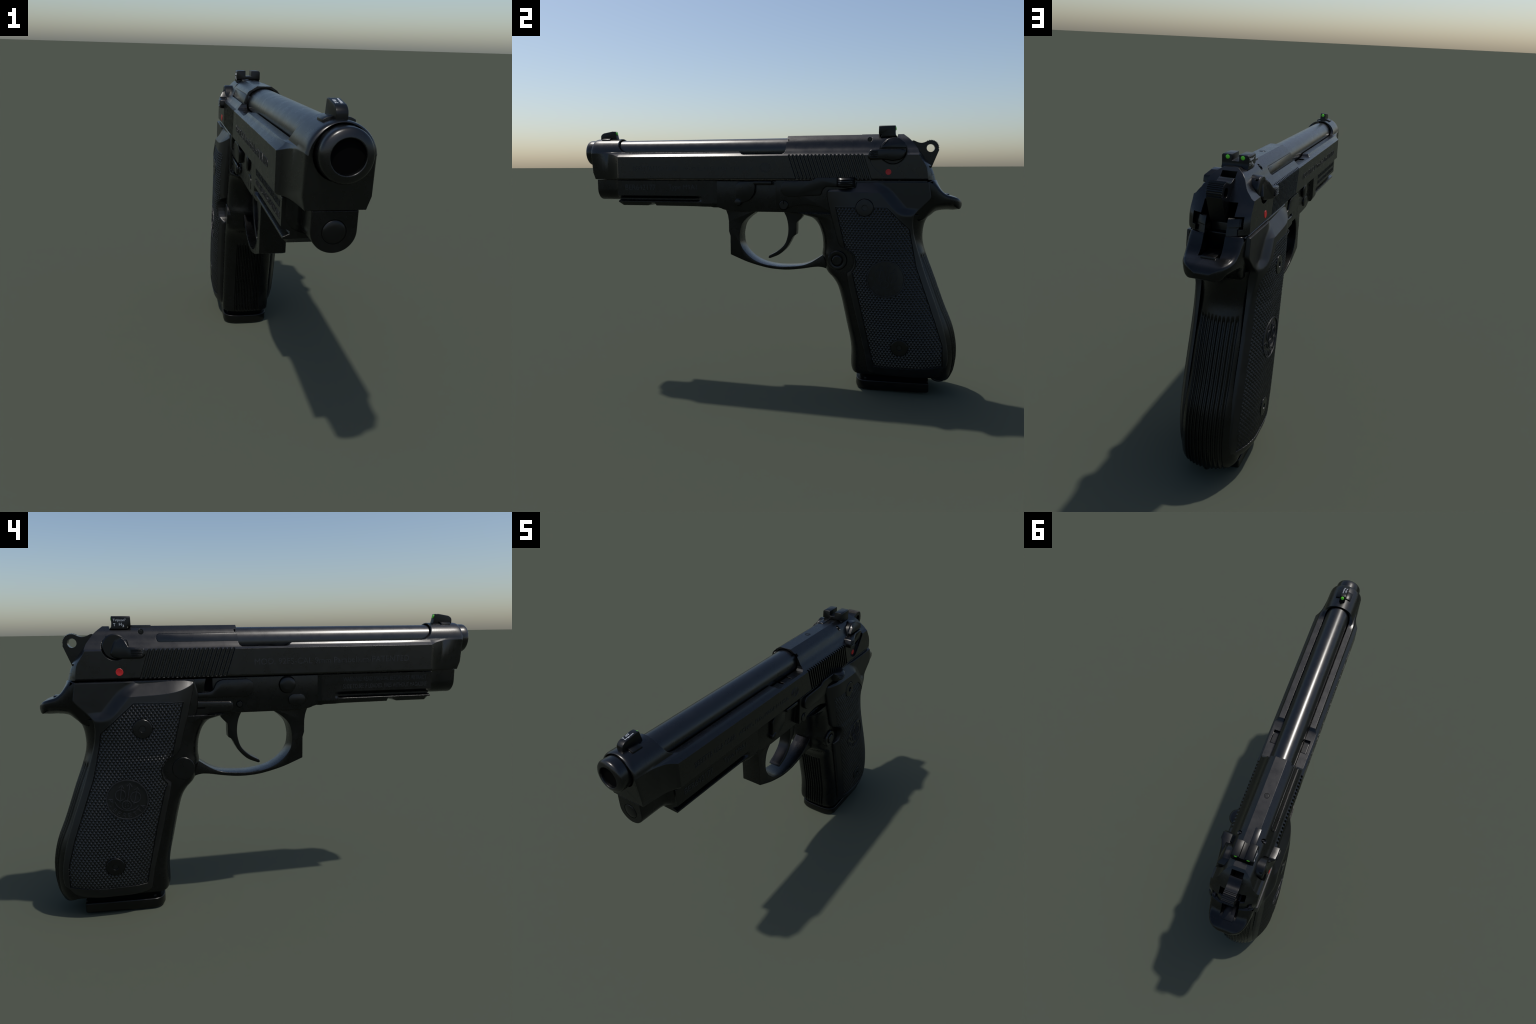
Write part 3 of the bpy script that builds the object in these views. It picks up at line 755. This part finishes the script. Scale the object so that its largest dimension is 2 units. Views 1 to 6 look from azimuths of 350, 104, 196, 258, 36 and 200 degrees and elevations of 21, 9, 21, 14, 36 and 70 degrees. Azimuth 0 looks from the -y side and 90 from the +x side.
def stroke(bm, pts, w, h, closed=False):
    """raised bead of width w along a flat polyline"""
    n = len(pts); rows = []
    for i in range(n):
        a = pts[i - 1] if (i or closed) else pts[i]; b = pts[(i + 1) % n] if (i < n - 1 or closed) else pts[i]
        d = Vector((b[0] - a[0], b[1] - a[1])); d.normalize(); nn = Vector((-d.y, d.x))
        rows.append([bm.verts.new((pts[i][0] + nn.x * o * w, pts[i][1] + nn.y * o * w, hh)) for o, hh in ((-.5, -.004), (-.3, h), (.3, h), (.5, -.004))])
    for i in range(n if closed else n - 1):
        r0, r1 = rows[i], rows[(i + 1) % n]
        for k in range(3): bm.faces.new((r0[k], r0[k + 1], r1[k + 1], r1[k]))
def arc(cx, cy, rx, ry, a0, a1, n=20):
    return [(cx + rx * math.cos(math.radians(lerp(a0, a1, k / n))), cy + ry * math.sin(math.radians(lerp(a0, a1, k / n)))) for k in range(n + 1)]
def medallion_mesh(R):
    bm = bmesh.new(); w = .0046; h = .0022
    stroke(bm, arc(0, 0, R * .985, R * .985, 0, 360, 72)[:-1], .0055, .0028, True)
    for cx, cy, topy, base in ((-.033, .016, .060, -.016), (.0, .02, .073, -.012), (.033, .016, .060, -.016)):
        stroke(bm, [(cx * .9, base), (cx, topy - .004)], w, h)
        stroke(bm, [(cx - .010, topy - .013), (cx, topy), (cx + .010, topy - .013)], w, h)
        if cx: stroke(bm, arc(cx * .97, cy, .021, .024, 0, 360, 28)[:-1], w * .9, h, True)
    stroke(bm, arc(0, -.024, .019, .019, 0, 360, 26)[:-1], w, h, True)
    for sx in (-1, 1):
        for yy in (-.017, -.025, -.032): stroke(bm, [(sx * .003, yy), (sx * .009, yy + .002)], w * .7, h)
    stroke(bm, arc(0, -.004, .052, .044, 197, 343, 28), w * .8, h)
    me = bpy.data.meshes.new('m'); bm.to_mesh(me); bm.free()
    return me
panels = {}
for side in (1, -1):
    p = build_panel(side); panels[side] = p
    cy, cz, R = LOGO[side]
    tilt = math.radians(-12)
    drape(side, medallion_mesh(R), 'medallion', M_EMBLEM, p, cy, cz, tilt, lift=-.0028 + .001)
    word = 'P.BERETTA'
    for k, ch in enumerate(word):
        a = math.radians(lerp(192, 344, k / (len(word) - 1)))
        wdt = .006 if ch == '.' else .0135
        me = text_mesh(ch, wdt, .006 if ch == '.' else .019, .0028)
        for v in me.vertices:
            v.co.x -= wdt / 2; v.co.y -= .0095
        rot = a + math.pi / 2
        c, s = math.cos(rot), math.sin(rot)
        for v in me.vertices:
            u, w, h = v.co; v.co = (u * c - w * s + .070 * math.cos(a), u * s + w * c + .070 * math.sin(a), h - .0005)
        drape(side, me, 'medallion_letter', M_EMBLEM, p, cy, cz, tilt, lift=-.0028)
    for sy, sz in SCREW[side]:
        x = panel_base(side, sy, sz)
        x0 = x + .0005
        o = lathe('grip_screw', [(side * (x0 - .03), 0), (side * (x0 - .03), .0405), (side * (x0 - .0005), .0405), (side * (x0 + .0012), .0385), (side * (x0 + .0022), .020), (side * (x0 + .0022), .0135), (side * (x0 + .001), .0128), (side * (x0 - .012), .0125), (side * (x0 - .012), 0)],
                  'x', (sy, sz), 48, M_PART, p)
        sk = lathe('screw_socket', [(side * (x0 - .011), 0), (side * (x0 - .011), .0124), (side * (x0 - .006), .0124), (side * (x0 - .006), 0)], 'x', (sy, sz), 6, M_BORE, p)
        # lean with the panel face
        gy = (panel_base(side, sy + .03, sz) - panel_base(side, sy - .03, sz)) / .06
        gz = (panel_base(side, sy, sz + .03) - panel_base(side, sy, sz - .03)) / .06
        for v in o.data.vertices:
            v.co.x += side * .8 * (gy * (v.co.y - sy) + gz * (v.co.z - sz))

# ------------------------------------------------------------------ magazine
def plate_ring(z, grow):
    y0, y1, hw = .506 - grow, .868 + grow, .1155 + grow
    pts = []
    for k in range(33):
        t = math.pi * k / 32
        c, s = math.cos(t), math.sin(t)
        pts.append((hw * (1 if c > 0 else -1) * abs(c) ** .62, y0 + .062 * (1 - abs(s) ** .8)))
    pts += [(-hw, .70), (-hw, y1 - .004), (-hw + .004, y1), (hw - .004, y1), (hw, y1 - .004), (hw, .70)]
    return [(x, y, z + .010 * clamp((y - .52) / .35)) for x, y in pts]
plate = loft('magazine', [plate_ring(0, -.007), plate_ring(.003, -.003), plate_ring(.009, 0), plate_ring(.046, 0), plate_ring(.0485, -.002)], M_PLATE, root, angle=35)
def body_ring(z):
    return [(x * .86, lerp(.70, y, .90) if y < .7 else lerp(.70, y, .96), z) for x, y, _ in plate_ring(0, 0)]
loft('magazine_tube', [body_ring(.02), body_ring(.20)], M_BORE, plate)
prism('base_plate_rim', [(.55, .046), (.866, .054), (.866, .066), (.55, .060)], -.097, .097, M_PLATE, plate, bev=.002)

# lanyard loop under the heel
rings = []
for k in range(25):
    t = math.radians(lerp(-10, 190, k / 24))
    ring = []
    for j in range(12):
        q = 2 * math.pi * j / 12; r = .033 + .0085 * math.cos(q)
        ring.append((.0095 * math.sin(q), .918 + r * math.cos(t) * 1.05, .066 - r * math.sin(t) * .82))
    rings.append(ring)
loft('lanyard_loop', rings, M_PART, root, angle=60)
